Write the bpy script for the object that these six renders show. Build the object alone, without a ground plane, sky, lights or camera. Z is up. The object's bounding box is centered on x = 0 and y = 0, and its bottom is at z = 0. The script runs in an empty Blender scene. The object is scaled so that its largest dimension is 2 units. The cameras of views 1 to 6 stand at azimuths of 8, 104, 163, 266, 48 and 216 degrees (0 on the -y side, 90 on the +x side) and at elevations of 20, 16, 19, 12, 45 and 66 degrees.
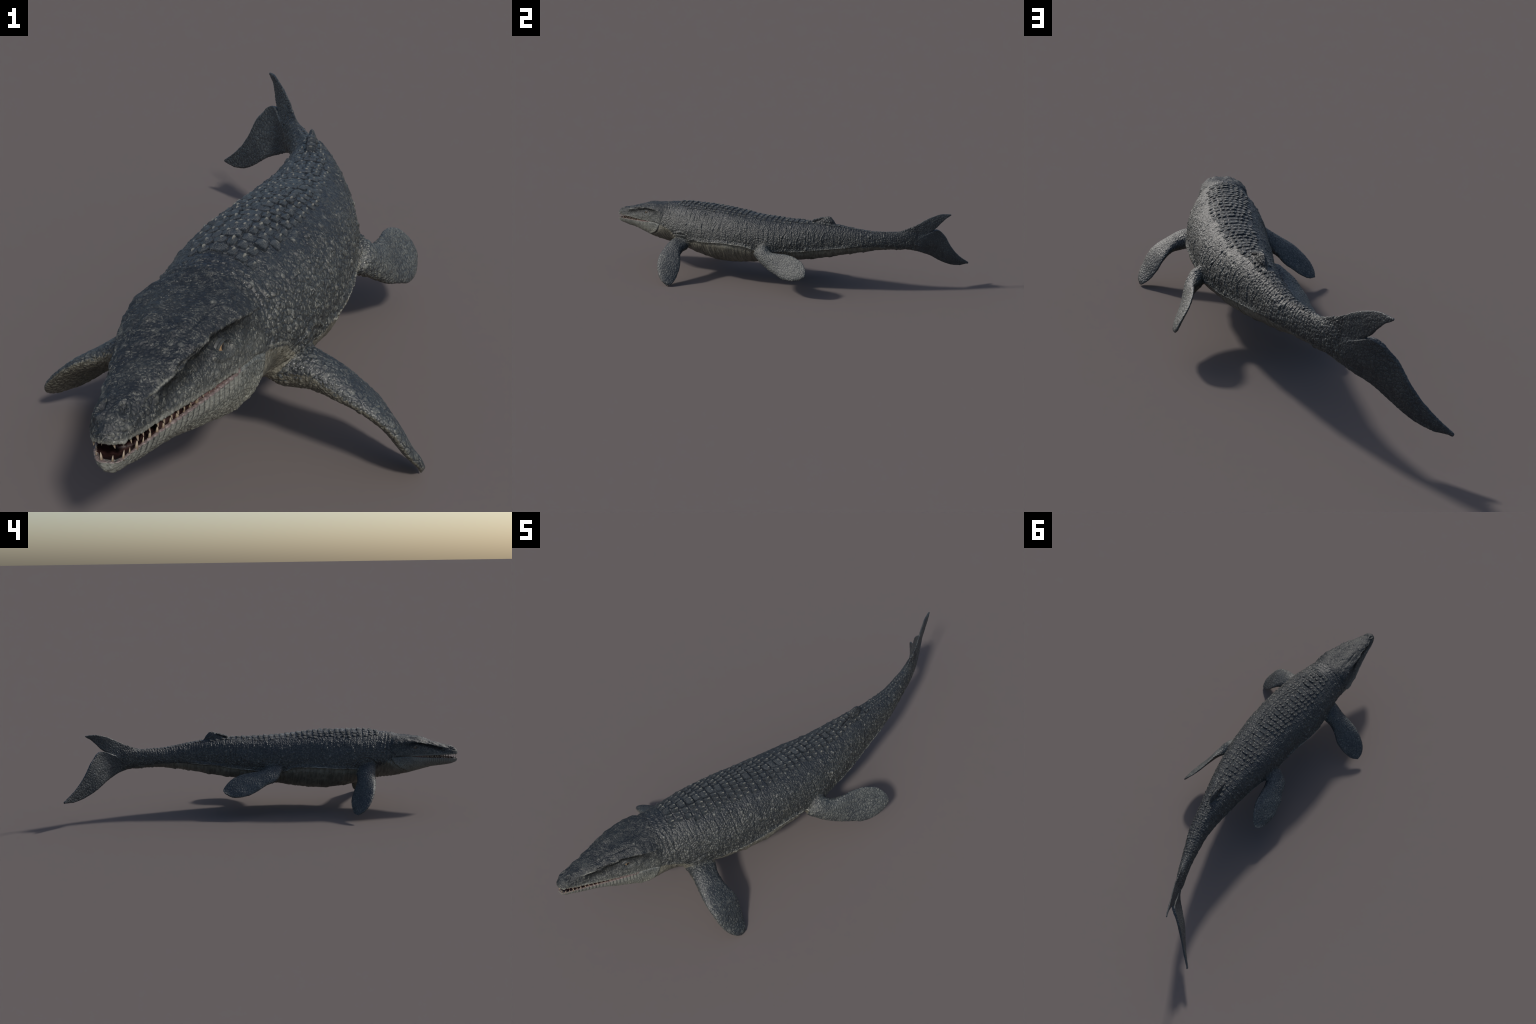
"""A swimming marine reptile: long scaly body bent in a gentle S, crocodile-like
head with open jaws, four paddles, a low dorsal fin and a two-lobed tail fin.

The body is one lofted surface (sections along a spine) fused with the paddles and
fins by a voxel remesh, carved and folded by rules, then divided by region."""
import bpy, math, random
import numpy as np
from mathutils import Vector, Matrix
from mathutils.bvhtree import BVHTree

random.seed(7)
RNG = np.random.default_rng(7)
VOXEL = 0.00158

# ------------------------------------------------------------------ profiles
# stations along the spine (y of the spine point)
T_ = np.array([-1.0, -.985, -.96, -.92, -.87, -.81, -.75, -.70, -.65, -.60, -.53, -.45, -.35, -.25, -.15, -.05,
               .05, .15, .25, .35, .45, .55, .65, .72, .77, .82, .90, 1.0])
SPINE_X = np.array([-.0640, -.0635, -.0619, -.0545, -.0458, -.0352, -.0263, -.0179, -.0076, .0027, .016, .028, .0435,
                    .0610, .0695, .0745, .0800, .0800, .0745, .0670, .0530, .0262, -.0047, -.0322, -.052, -.078, -.15, -.265])
TOP_Z = np.array([.2960, .3046, .3173, .3286, .3419, .3606, .3712, .3772, .3880, .3940, .4020, .4045, .4030, .3955, .3835, .3750,
                  .3715, .3705, .3655, .3545, .3370, .3283, .3335, .3398, .350, .350, .35, .35])
LOW_Z = np.array([.2405, .2318, .2239, .2179, .2122, .1967, .1807, .167, .1560, .1520, .1370, .1140, .0969, .0949, .1092, .1261,
                  .1412, .1554, .1724, .1927, .2151, .2301, .2350, .2345, .22, .20, .16, .13])
HALF_W = np.array([.0180, .0239, .0336, .0445, .0607, .0786, .0965, .1048, .1104, .1188, .1304, .1444, .1500, 0.1433, .1370, .1275,
                   .1110, .0920, .073, .0568, .0446, .0324, .0215, .0165, .010, .006, .005, .004])
MID_Z = np.array([.2664, .2715, .276, .2735, .2719, .2613, .2460, .2420, .2518, .2600, .2600, .2500, .2360, .2300, .2370, .2462,
                  .2538, .2578, .2604, .2649, .2700, .2698, .2726, .2824, .29, .29, .29, .29])
N_TOP = np.array([2.28, 2.37, 2.5, 2.65, 3.1, 3.5, 3.2, 2.8, 2.1, 1.9, 1.88, 1.88, 1.92, 2.10, 2.16, 2.08,
                  1.92, 2.0, 2.1, 2.05, 2.07, 2.1, 2.2, 2.3, 2.2, 2, 2, 2])
N_LOW = np.array([2.06, 2.07, 2.06, 2.19, 2.18, 2.26, 2.15, 1.8, 1.5, 1.45, 1.7, 1.78, 1.7, 1.7, 1.82, 1.98,
                  2.0, 2.05, 1.97, 1.85, 1.75, 1.75, 1.9, 2.1, 2, 2, 2, 2])


def hermite(tk, v, t):
    """smooth curve through the stations"""
    t = np.asarray(t, float)
    h = np.diff(tk)
    m = np.empty_like(v)
    m[0], m[-1] = (v[1] - v[0]) / h[0], (v[-1] - v[-2]) / h[-1]
    m[1:-1] = (v[2:] - v[:-2]) / (tk[2:] - tk[:-2])
    i = np.clip(np.searchsorted(tk, t) - 1, 0, len(tk) - 2)
    q = np.clip((t - tk[i]) / h[i], 0, 1)
    return ((2*q**3 - 3*q**2 + 1) * v[i] + (q**3 - 2*q**2 + q) * h[i] * m[i]
            + (-2*q**3 + 3*q**2) * v[i+1] + (q**3 - q**2) * h[i] * m[i+1])


FINE = np.linspace(-1.0, 1.0, 4001)
TABLE = {k: hermite(T_, v, FINE) for k, v in dict(cx=SPINE_X, zt=TOP_Z, zb=LOW_Z, w=HALF_W, zm=MID_Z, nt=N_TOP, nb=N_LOW).items()}
TABLE["dc"] = np.gradient(TABLE["cx"], FINE)


def prof(name, t):
    return np.interp(t, FINE, TABLE[name])


def knots(t, pairs):
    p = np.array(pairs)
    return np.interp(t, p[:, 0], p[:, 1])


def smooth(a, b, x):
    q = np.clip((x - a) / (b - a), 0, 1)
    return q * q * (3 - 2 * q)


def bump(x, c, r):
    return np.exp(-((x - c) / r) ** 2)


LIP_UP = [(-1.0, .2800), (-.97, .2780), (-.9, .2778), (-.8, .2782), (-.755, .2782), (-.74, .262), (-.70, .14)]
LIP_LOW = [(-1.0, .2545), (-.95, .2582), (-.9, .2615), (-.85, .2660), (-.8, .2705), (-.765, .2755), (-.745, .282), (-.72, .30)]
FOLD = [(-.70, .278), (-.64, .263), (-.615, .252), (-.595, .234), (-.57, .213), (-.54, .206), (-.51, .206), (-.47, .217), (-.44, .222),
        (-.38, .222), (-.30, .226), (-.25, .228), (-.20, .226), (-.15, .221), (-.12, .208), (-.06, .198), (.0, .204), (.07, .210),
        (.14, .216), (.20, .225), (.26, .233), (.32, .240), (.40, .250), (.50, .256), (.62, .250), (.75, .235)]
BROW = [(-1.0, .303), (-.93, .314), (-.90, .321), (-.86, .332), (-.83, .338), (-.80, .346), (-.77, .349), (-.74, .347), (-.70, .340), (-.66, .334)]
EYE_T, EYE_Z = -.777, .3225


def place(t, u, z):
    """body coordinates (along, sideways, up) to space"""
    t = np.asarray(t, float)
    dc = prof("dc", t)
    L = np.sqrt(1 + dc * dc)
    return np.stack([prof("cx", t) + u / L, t - u * dc / L, z + 0 * t], -1)


def body_coords(P):
    x, y, z = P[:, 0], P[:, 1], P[:, 2]
    t = y.copy()
    for _ in range(7):
        c, dc = prof("cx", t), prof("dc", t)
        t += .9 * ((x - c) * dc + (y - t)) / (1 + dc * dc)
        t = np.clip(t, -1.02, 1.0)
    c, dc = prof("cx", t), prof("dc", t)
    u = ((x - c) - (y - t) * dc) / np.sqrt(1 + dc * dc)
    return t, u, z


def section_value(t, u, z):
    """1 on the lofted skin, less inside"""
    w, zm = prof("w", t), prof("zm", t)
    up = z > zm
    h = np.where(up, prof("zt", t) - zm, zm - prof("zb", t))
    n = np.where(up, prof("nt", t), prof("nb", t))
    return (np.abs(u / w) ** n + np.abs((z - zm) / h) ** n) ** (1 / n)


def ring(t, count, grow=1.0):
    a = np.linspace(0, 2 * np.pi, count, endpoint=False)
    c, s = np.cos(a), np.sin(a)
    e = np.where(s > 0, 2 / prof("nt", t), 2 / prof("nb", t))
    zm = prof("zm", t)
    u = np.sign(c) * np.abs(c) ** e * prof("w", t) * grow
    dz = np.where(s > 0, prof("zt", t) - zm, zm - prof("zb", t)) * np.sign(s) * np.abs(s) ** e * grow
    return u, zm + dz


# ------------------------------------------------------------------ mesh helpers
def new_mesh(name, verts, faces):
    me = bpy.data.meshes.new(name)
    me.from_pydata([tuple(map(float, v)) for v in verts], [], [tuple(map(int, f)) for f in faces])
    me.update()
    return me


def loft(rings):
    """closed surface through equal rings, capped at both ends"""
    m, n = len(rings), len(rings[0])
    verts = [p for r in rings for p in r]
    faces = []
    for i in range(m - 1):
        for j in range(n):
            k = (j + 1) % n
            faces.append((i*n + j, i*n + k, (i+1)*n + k, (i+1)*n + j))
    for base, flip in ((0, True), ((m-1)*n, False)):
        c = len(verts)
        verts.append(np.mean(rings[0] if flip else rings[-1], axis=0))
        for j in range(n):
            k = (j + 1) % n
            faces.append((c, base + k, base + j) if flip else (c, base + j, base + k))
    return np.array(verts), faces


def catmull(C, m):
    C = np.asarray(C, float)
    n = len(C)
    E = np.vstack([2*C[0] - C[1], C, 2*C[-1] - C[-2]])
    u = np.linspace(0, n - 1 - 1e-9, m)
    i = u.astype(int)
    q = (u - i)[:, None]
    a, b, c, d = E[i], E[i+1], E[i+2], E[i+3]
    return .5 * (2*b + (c - a)*q + (2*a - 5*b + 4*c - d)*q**2 + (3*b - a - 3*c + d)*q**3)


PIECES = []


def add_piece(verts, faces):
    PIECES.append((np.asarray(verts, float), faces))


# ------------------------------------------------------------------ trunk and jaws
def snout_round(t):
    q = np.clip((-.988 - t) / .012, 0, 1)
    return .45 + .55 * math.sqrt(max(0.0, 1 - q * q))


def build_trunk():
    rings = []
    for t in np.concatenate([np.linspace(-1.0, -.98, 9), np.linspace(-.977, -.64, 110), np.linspace(-.63, .70, 170), np.linspace(.705, .745, 8)]):
        g = snout_round(t) if t < -.985 else 1.0
        if t > .70:
            g = math.sqrt(max(.05, 1 - ((t - .70) / .047) ** 2))
        u, z = ring(t, 120, 1.0)
        zm = prof("zm", t)
        u, z = u * g, zm + (z - zm) * (g if t > 0 else .5 + .5 * g)
        if t < -.70:
            lip = knots(t, LIP_UP)
            w = prof("w", t) * g
            arch = .011 * np.clip(1 - (u / (.80 * w)) ** 2, 0, 1) * smooth(-1.0, -.96, t)
            z = np.where(z < lip, lip + arch, z)
        rings.append(place(np.full(len(u), t), u, z))
    add_piece(*loft(rings))


def build_lower_jaw():
    rings = []
    for t in np.concatenate([np.linspace(-.999, -.98, 9), np.linspace(-.977, -.69, 90)]):
        g = snout_round(t)
        slim = knots(t, [(-1.0, .90), (-.9, .95), (-.8, .99), (-.76, .995), (-.72, .98), (-.69, .9)])
        u, z = ring(t, 120)
        zm = prof("zm", t)
        u, z = u * g * slim, zm + (z - zm) * (.5 + .5 * g) * (1 if t < -.74 else slim)
        lip = knots(t, LIP_LOW)
        w = prof("w", t) * g * slim
        trough = .014 * np.clip(1 - (u / (.80 * w)) ** 2, 0, 1) * smooth(-1.0, -.96, t) * smooth(-.74, -.77, t)
        z = np.where(z > lip, lip - trough, z)
        rings.append(place(np.full(len(u), t), u, z))
    add_piece(*loft(rings))


# ------------------------------------------------------------------ paddles
PADDLES = {
    "right_fore": dict(
        lead=[(.095, -.589, .190), (.150, -.603, .193), (.200, -.618, .170), (.249, -.629, .146), (.288, -.627, .115), (.317, -.616, .071), (.340, -.590, .031), (.344, -.554, .001)],
        trail=[(.150, -.506, .180), (.189, -.520, .160), (.227, -.519, .144), (.260, -.506, .111), (.283, -.507, .071), (.308, -.515, .035), (.337, -.531, .009), (.343, -.560, .001)],
        up=[(0, .030), (.2, .025), (.45, .0185), (.75, .012), (1, .004)], down=[(0, .032), (.2, .022), (.45, .013), (.75, .008), (1, .003)]),
    "left_fore": dict(
        lead=[(-.128, -.555, .225), (-.172, -.550, .196), (-.219, -.544, .171), (-.266, -.533, .148), (-.304, -.517, .117), (-.334, -.495, .085), (-.348, -.464, .053), (-.345, -.434, .035)],
        trail=[(-.113, -.471, .182), (-.152, -.463, .157), (-.185, -.445, .132), (-.211, -.427, .103), (-.244, -.416, .080), (-.276, -.415, .057), (-.310, -.417, .039), (-.345, -.432, .035)],
        up=[(0, .030), (.2, .025), (.45, .0185), (.75, .012), (1, .004)], down=[(0, .032), (.2, .022), (.45, .013), (.75, .008), (1, .003)]),
    "right_hind": dict(
        lead=[(.211, -.103, .185), (.246, -.064, .161), (.266, -.018, .133), (.291, .031, .114), (.315, .079, .099), (.330, .130, .098), (.334, .178, .109), (.332, .207, .128)],
        trail=[(.203, -.043, .234), (.221, -.010, .210), (.245, .030, .215), (.255, .082, .218), (.269, .133, .210), (.290, .177, .192), (.317, .202, .161), (.333, .207, .128)],
        up=[(0, .026), (.2, .019), (.45, .014), (.75, .010), (1, .004)], down=[(0, .024), (.2, .015), (.45, .010), (.75, .007), (1, .003)]),
    "left_hind": dict(
        lead=[(-.081, -.083, .224), (-.128, -.056, .180), (-.143, -.005, .160), (-.160, .032, .139), (-.164, .066, .120), (-.170, .108, .107), (-.159, .164, .099), (-.146, .214, .120)],
        trail=[(-.056, -.004, .213), (-.062, .043, .207), (-.064, .089, .203), (-.071, .132, .195), (-.085, .169, .180), (-.102, .200, .157), (-.123, .219, .134), (-.146, .213, .120)],
        up=[(0, .015), (.2, .014), (.45, .012), (.75, .009), (1, .004)], down=[(0, .024), (.2, .015), (.45, .010), (.75, .007), (1, .003)]),
}


def build_paddle(d):
    m, n = 48, 40
    A, B = catmull(d["lead"], m), catmull(d["trail"], m)
    mid = (A + B) / 2
    span = np.gradient(mid, axis=0)
    chord = B - A
    up = np.cross(span, chord)
    up /= np.linalg.norm(up, axis=1)[:, None] + 1e-9
    up *= np.sign(up[m // 3, 2])
    for k in range(m - 1, m - 6, -1):
        up[k] = up[m - 6]
    d["frame"] = (mid, up, A, B)
    a = np.linspace(0, 2 * np.pi, n, endpoint=False)
    pos = .5 - .5 * np.cos(a)
    rings = []
    root_t = body_coords(mid[:1])[0][0]
    axis = place(np.array([root_t]), np.array([0.0]), prof("zm", root_t))[0]
    inward = axis - mid[0]
    inward /= np.linalg.norm(inward)
    for back, wide in ((.085, 1.05), (.045, 1.12)):
        s = np.sin(a)
        hh = np.where(s > 0, d["up"][0][1], d["down"][0][1]) * 1.15
        c0 = mid[0] + inward * back
        rings.append(c0 + (pos - .5)[:, None] * chord[0] * wide + (hh * s)[:, None] * up[0])
    for k in range(m):
        q = k / (m - 1)
        hu, hd = knots(q, d["up"]), knots(q, d["down"])
        s = np.sin(a)
        h = np.where(s > 0, hu, hd) * np.sign(s) * np.abs(s) ** .85 * (1.12 - .42 * pos * smooth(.15, .4, q))
        tip = math.sqrt(max(.02, 1 - max(0, (q - .9) / .1) ** 2))
        flare = 1 + .10 * max(0, 1 - q / .10)
        rings.append(A[k] * .5 + B[k] * .5 + (pos - .5)[:, None] * chord[k] * flare + (h * tip)[:, None] * up[k])
    add_piece(*loft(rings))


# ------------------------------------------------------------------ tail fin and dorsal fin
UP_LEAD = [(.031, .581, .315), (.008, .627, .330), (-.012, .676, .351), (-.027, .723, .372), (-.048, .766, .396), (-.070, .807, .416), (-.091, .852, .429), (-.1105, .899, .4275)]
LOW_LEAD = [(-.001, .643, .241), (-.022, .704, .231), (-.056, .758, .215), (-.101, .801, .192), (-.143, .846, .159), (-.181, .899, .131), (-.225, .954, .117), (-.2665, .9985, .1225)]
UP_INNER = [(.022, .581, .280), (-.005, .650, .284), (-.030, .715, .296), (-.056, .772, .318), (-.077, .820, .345), (-.087, .850, .377), (-.097, .876, .404), (-.110, .900, .4215)]
LOW_INNER = [(-.003, .643, .278), (-.030, .712, .292), (-.058, .774, .318), (-.090, .832, .341), (-.140, .873, .298), (-.173, .906, .236), (-.215, .949, .177), (-.2670, .9990, .1285)]


def build_lobe(lead, inner, thick, belly_out=0.0):
    m, n = 60, 16
    A, B = catmull(lead, m), catmull(inner, m)
    mid = (A + B) / 2
    side = np.cross(np.gradient(mid, axis=0), B - A)
    side /= np.linalg.norm(side, axis=1)[:, None] + 1e-9
    side[0] *= np.sign(side[0, 0])
    for k in range(1, m):                    # keep the same face outward all the way to the tip
        side[k] *= np.sign((side[k] * side[k - 1]).sum()) or 1
    for k in range(m - 4, m):
        side[k] = side[m - 5]
    rings = []
    for k in range(m):
        q = k / (m - 1)
        h_in, h_mid, h_out = (knots(q, [(s, v[i]) for s, v in thick]) for i in range(3))
        v = np.linspace(-.02, 1.03, n)
        h = np.interp(v, [-.02, 0.06, .45, 1.03], [.0004, h_out, h_mid, h_in])
        if q > .5:
            h = h * np.where(v > .94, np.sqrt(np.clip((1.04 - v) / .1, .1, 1)), 1)
        base = A[k] + np.clip(v, 0, 1)[:, None] * (B[k] - A[k])
        base = base + side[k] * (belly_out * math.sin(math.pi * min(1, q * 1.02)) * np.sin(math.pi * np.clip(v, 0, 1)))[:, None]
        f = base + h[:, None] * side[k]
        b = base - h[:, None] * side[k]
        rings.append(np.vstack([f, b[::-1]]))
    add_piece(*loft(rings))


FIN_TOP = [(.12, .3665), (.151, .371), (.181, .376), (.21, .384), (.234, .392), (.249, .3975), (.264, .401), (.278, .3995), (.288, .391), (.297, .379), (.306, .368), (.318, .358)]


def build_dorsal_fin():
    rings = []
    a = np.linspace(0, 2 * np.pi, 24, endpoint=False)
    for t in np.linspace(.115, .318, 44):
        top, low = knots(t, FIN_TOP), prof("zt", t) - .022
        half = knots(t, [(.11, .010), (.20, .018), (.25, .020), (.28, .017), (.30, .012), (.318, .005)])
        s = np.sin(a)
        rise = (s + 1) / 2
        u = np.cos(a) * half * (1 - .62 * rise ** 1.2)
        rings.append(place(np.full(24, t), u, low + (top - low) * rise))
    add_piece(*loft(rings))


# ------------------------------------------------------------------ numpy surface tools
def hash01(ix, iy, iz, seed=0):
    h = (ix.astype(np.int64) * 374761393 + iy.astype(np.int64) * 668265263 + iz.astype(np.int64) * 2147483647 + seed * 1274126177) & 0xFFFFFFFF
    h = ((h ^ (h >> 13)) * 1274126177) & 0xFFFFFFFF
    h = ((h ^ (h >> 16)) * 2246822519) & 0xFFFFFFFF
    return ((h ^ (h >> 15)) & 0xFFFFFF) / float(0xFFFFFF)


def noise(P, scale, seed=0):
    """value noise, -1 to 1"""
    Q = P * scale
    I = np.floor(Q).astype(np.int64)
    f = Q - I
    f = f * f * (3 - 2 * f)
    out = 0
    for dx in (0, 1):
        for dy in (0, 1):
            for dz in (0, 1):
                wgt = (f[:, 0] if dx else 1 - f[:, 0]) * (f[:, 1] if dy else 1 - f[:, 1]) * (f[:, 2] if dz else 1 - f[:, 2])
                out = out + wgt * hash01(I[:, 0] + dx, I[:, 1] + dy, I[:, 2] + dz, seed)
    return out * 2 - 1


def laplacian(P, E, n):
    i, j = E[:, 0], E[:, 1]
    deg = np.bincount(i, minlength=n) + np.bincount(j, minlength=n)
    S = np.empty_like(P)
    for k in range(3):
        S[:, k] = np.bincount(i, P[j, k], n) + np.bincount(j, P[i, k], n)
    return S / np.maximum(deg, 1)[:, None] - P, deg


def relax(P, E, rounds, weight=None):
    n = len(P)
    for r in range(rounds):
        for lam in ((.55, -.57) if weight is None else (.6,)):
            d, _ = laplacian(P, E, n)
            P = P + d * (lam if weight is None else lam * weight[:, None])
    return P


def fetch(me):
    v = np.empty(len(me.vertices) * 3, np.float32)
    me.vertices.foreach_get("co", v)
    e = np.empty(len(me.edges) * 2, np.int32)
    me.edges.foreach_get("vertices", e)
    return v.reshape(-1, 3).astype(float), e.reshape(-1, 2)


def put(me, P):
    me.vertices.foreach_set("co", P.astype(np.float32).ravel())
    me.update()


def normals(me):
    v = np.empty(len(me.vertices) * 3, np.float32)
    me.vertex_normals.foreach_get("vector", v)
    return v.reshape(-1, 3).astype(float)


# ------------------------------------------------------------------ fuse
build_trunk()
build_lower_jaw()
for d in PADDLES.values():
    build_paddle(d)
build_lobe(UP_LEAD, UP_INNER, [(0, (.016, .010, .003)), (.3, (.013, .0085, .003)), (.5, (.007, .0055, .0025)), (.75, (.003, .0042, .0026)), (1, (.0028, .0030, .0028))])
build_lobe(LOW_LEAD, LOW_INNER, [(0, (.016, .012, .005)), (.3, (.012, .0115, .0055)), (.45, (.0075, .0110, .0050)), (.75, (.0045, .0075, .0038)), (1, (.0028, .0032, .0028))], .0035)
build_dorsal_fin()

allv, allf, off = [], [], 0
for v, f in PIECES:
    allv.append(v)
    allf += [tuple(i + off for i in q) for q in f]
    off += len(v)
raw = new_mesh("raw", np.vstack(allv), allf)
hull = bpy.data.objects.new("hull", raw)
bpy.context.scene.collection.objects.link(hull)
mod = hull.modifiers.new("fuse", "REMESH")
mod.mode, mod.voxel_size, mod.adaptivity, mod.use_smooth_shade = "VOXEL", VOXEL, 0.0, True
me = bpy.data.meshes.new_from_object(hull.evaluated_get(bpy.context.evaluated_depsgraph_get()))
bpy.data.objects.remove(hull)
P, E = fetch(me)
# keep the outer shell only
NV = len(P)
label = np.arange(NV)
for _ in range(200):
    m = np.minimum(label[E[:, 0]], label[E[:, 1]])
    new = label.copy()
    for side_ in (0, 1):
        np.minimum.at(new, label[E[:, side_]], m)     # hook whole trees
    for _k in range(3):
        new = new[new]
    if (new == label).all():
        break
    label = new
vals, counts = np.unique(label, return_counts=True)
keep = label == vals[counts.argmax()]

P = relax(P, E, 5)


def near_roots(P):
    w = np.zeros(len(P))
    for k, d in PADDLES.items():
        mid, up, A, B = d["frame"]
        c = mid[0] * .75 + mid[4] * .25
        r = .085 if "fore" in k else .065
        w = np.maximum(w, smooth(r, r * .55, np.linalg.norm(P - c, axis=1)))
    return w


t, u, z = body_coords(P)
wroot = near_roots(P)
tailblend = bump(t, .70, .05) * .8
wr = np.clip(wroot + tailblend + .6 * bump(t, .22, .09) * (z > prof("zt", t) - .02) * (z < prof("zt", t) + .012), 0, 1)
sub = np.where(wr > .01)[0]
remap = np.full(NV, -1)
remap[sub] = np.arange(len(sub))
es = remap[E[(wr[E] > .01).all(1)]]
Q = P[sub]
Q = relax(Q, es, 70, wr[sub] * smooth(.0, .3, wr[sub]))
P[sub] = Q
put(me, P)

# ------------------------------------------------------------------ regions
t, u, z = body_coords(P)
SV = section_value(t, u, z)
w_t, zm_t, zt_t, zb_t = prof("w", t), prof("zm", t), prof("zt", t), prof("zb", t)


def paddle_measure(P, d):
    """how far along the paddle a point lies and how far it is from its middle line"""
    mid = d["frame"][0]
    out_q, out_d = np.zeros(len(P)), np.full(len(P), 9.0)
    for k in range(0, len(mid), 3):
        dd = np.linalg.norm(P - mid[k], axis=1)
        m = dd < out_d
        out_d[m], out_q[m] = dd[m], k / (len(mid) - 1)
    return out_q, out_d


paddle_of = np.zeros(NV, int)          # 0 none, 1..4
paddle_q = np.zeros(NV)
paddle_side = np.zeros(NV)
for n, (name, d) in enumerate(PADDLES.items(), 1):
    q, dist = paddle_measure(P, d)
    mid, up, A, B = d["frame"]
    idx = np.clip((q * (len(mid) - 1)).round().astype(int), 0, len(mid) - 1)
    reach = .5 * np.linalg.norm(B - A, axis=1)[idx] + .035
    out = (dist < reach) & (SV > 1.10) & (np.sign(u) == (1 if "right" in name else -1))
    out &= (t < -.40) if "fore" in name else (t > -.16) & (t < .30)
    out &= (z < zm_t + .03) & (t > -.70)
    paddle_of[out], paddle_q[out] = n, q[out]
    paddle_side[out] = ((P[out] - mid[idx[out]]) * up[idx[out]]).sum(1)
is_paddle = paddle_of > 0
rim = prof("w", t) * np.sqrt(np.clip((t + .9915) / .02, 0, 1))
g_t = .45 + .55 * np.sqrt(np.clip(1 - np.clip((-.988 - t) / .012, 0, 1) ** 2, 0, 1))
SVR = section_value(t, u / g_t, zm_t + (z - zm_t) / (.5 + .5 * g_t))
MOUTH = (t < -.735) & (t > -.9905) & (SVR < knots(t, [(-1, .80), (-.95, .86), (-.74, .93)])) & (np.abs(u) < rim * .91) & (z < knots(t, LIP_UP) + .014) & (z > knots(t, LIP_LOW) - .020)

# ------------------------------------------------------------------ carve: folds, brow, bands, wrinkles
Nn = normals(me)
skin = np.where(is_paddle | MOUTH, 0.0, 1.0) * smooth(1.12, 1.04, SV)
D = np.zeros(NV)                        # along the normal
au = np.abs(u) / w_t
n1, n2, n3 = noise(P, 9, 1), noise(P, 22, 2), noise(P, 55, 3)
wob = n1 * .006 + n2 * .003
side_up = smooth(-.1, .35, (z - zm_t) / (zt_t - zm_t))      # 0 on flank, 1 on back
high = (z - zm_t) / (zt_t - zm_t)

# broad unevenness of the hide
D += skin * (n1 * .0016 + n2 * .0010) * smooth(-.68, -.60, t)
D += .0005 * n3

# neck folds behind the head
for tc, dep, wid in ((-.662, .0050, .0055), (-.645, .0032, .004), (-.630, .0022, .004), (-.613, .0016, .004)):
    line = tc + wob + .012 * (1 - high) * (high < 1)
    brk = np.clip(.55 + 1.1 * noise(P, 16, int(-tc * 1000)), 0, 1) * smooth(-.2, .45, high)
    D -= skin * dep * .50 * brk * bump(t, line, wid)
    D += skin * dep * .35 * brk * bump(t, line + wid * 1.8, wid * .9)

# transverse bands of the back
BAND0, BAND1, PITCH = -.618, .312, .0285
ph = (t + wob * .7 - .010 * (1 - np.clip(high, 0, 1))) / PITCH
saw = ph - np.floor(ph)
groove = np.exp(-(np.minimum(saw, 1 - saw) / .085) ** 2)
rise = saw ** 1.5 * smooth(1.0, .86, saw)
wide = knots(t, [(-.62, .30), (-.45, .05), (-.1, .12), (.1, .20), (.3, .35)])
band_half = knots(t, [(-.62, .066), (-.5, .092), (-.3, .092), (-.1, .078), (.1, .058), (.25, .042), (.31, .03)]) * (1 + .25 * n2 + .2 * n1)
bandm = skin * smooth(BAND0 - .01, BAND0 + .02, t) * smooth(BAND1 + .01, BAND1 - .01, t) * smooth(band_half + .012, band_half - .014, np.abs(u)) * (high > 0) * (.75 + .5 * n3)
D += bandm * (.0013 * rise - .0013 * groove - .0022)
lowm = skin * smooth(-.60, -.56, t) * smooth(.33, .28, t) * smooth(band_half - .01, band_half + .02, np.abs(u)) * smooth(-.25, .25, high) * (1 - wroot)
D -= lowm * .0026 * np.clip(.15 + 1.3 * noise(P, 14, 21), 0, 1) * np.exp(-(np.minimum(saw, 1 - saw) / .07) ** 2)
# finer ridges on the tail
ph2 = (t + wob * .35) / .0135
saw2 = ph2 - np.floor(ph2)
tailm = skin * smooth(.305, .325, t) * smooth(.66, .56, t) * smooth(-.1, .7, high)
D += tailm * (.0019 * saw2 ** 1.4 * smooth(1.0, .8, saw2) - .0006)

# upright creases on the hind flank
for tc, lo, hi in ((.015, .25, .33), (.045, .24, .35), (.085, .25, .34), (.12, .235, .31), (.155, .24, .34), (.20, .24, .30), (.245, .24, .32), (.30, .25, .31),
                   (.345, .255, .31), (-.32, .25, .33), (-.18, .25, .30), (-.40, .26, .32)):
    line = tc + .006 * np.sin(z * 70 + tc * 90) + n2 * .004 + (z - .28) * .12
    m = skin * smooth(lo - .012, lo + .012, z) * smooth(hi + .012, hi - .012, z)
    D += m * np.clip(.5 + n3 + n2, 0, 1) * (.0024 * bump(t, line, .0024) - .0016 * bump(t, line + .006, .003))

# fine upright wrinkles of the flanks
A2 = np.stack([t * 62 + n1 * .8, np.zeros(NV), z * 13], 1)
up1, up2 = noise(A2, 1.0, 31), noise(A2 * 2.1, 1.0, 32)
flank = skin * smooth(-.66, -.62, t) * smooth(.62, .5, t) * smooth(.85, .55, high)
D += flank * (.0009 * up1 + .0006 * up2)

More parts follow.
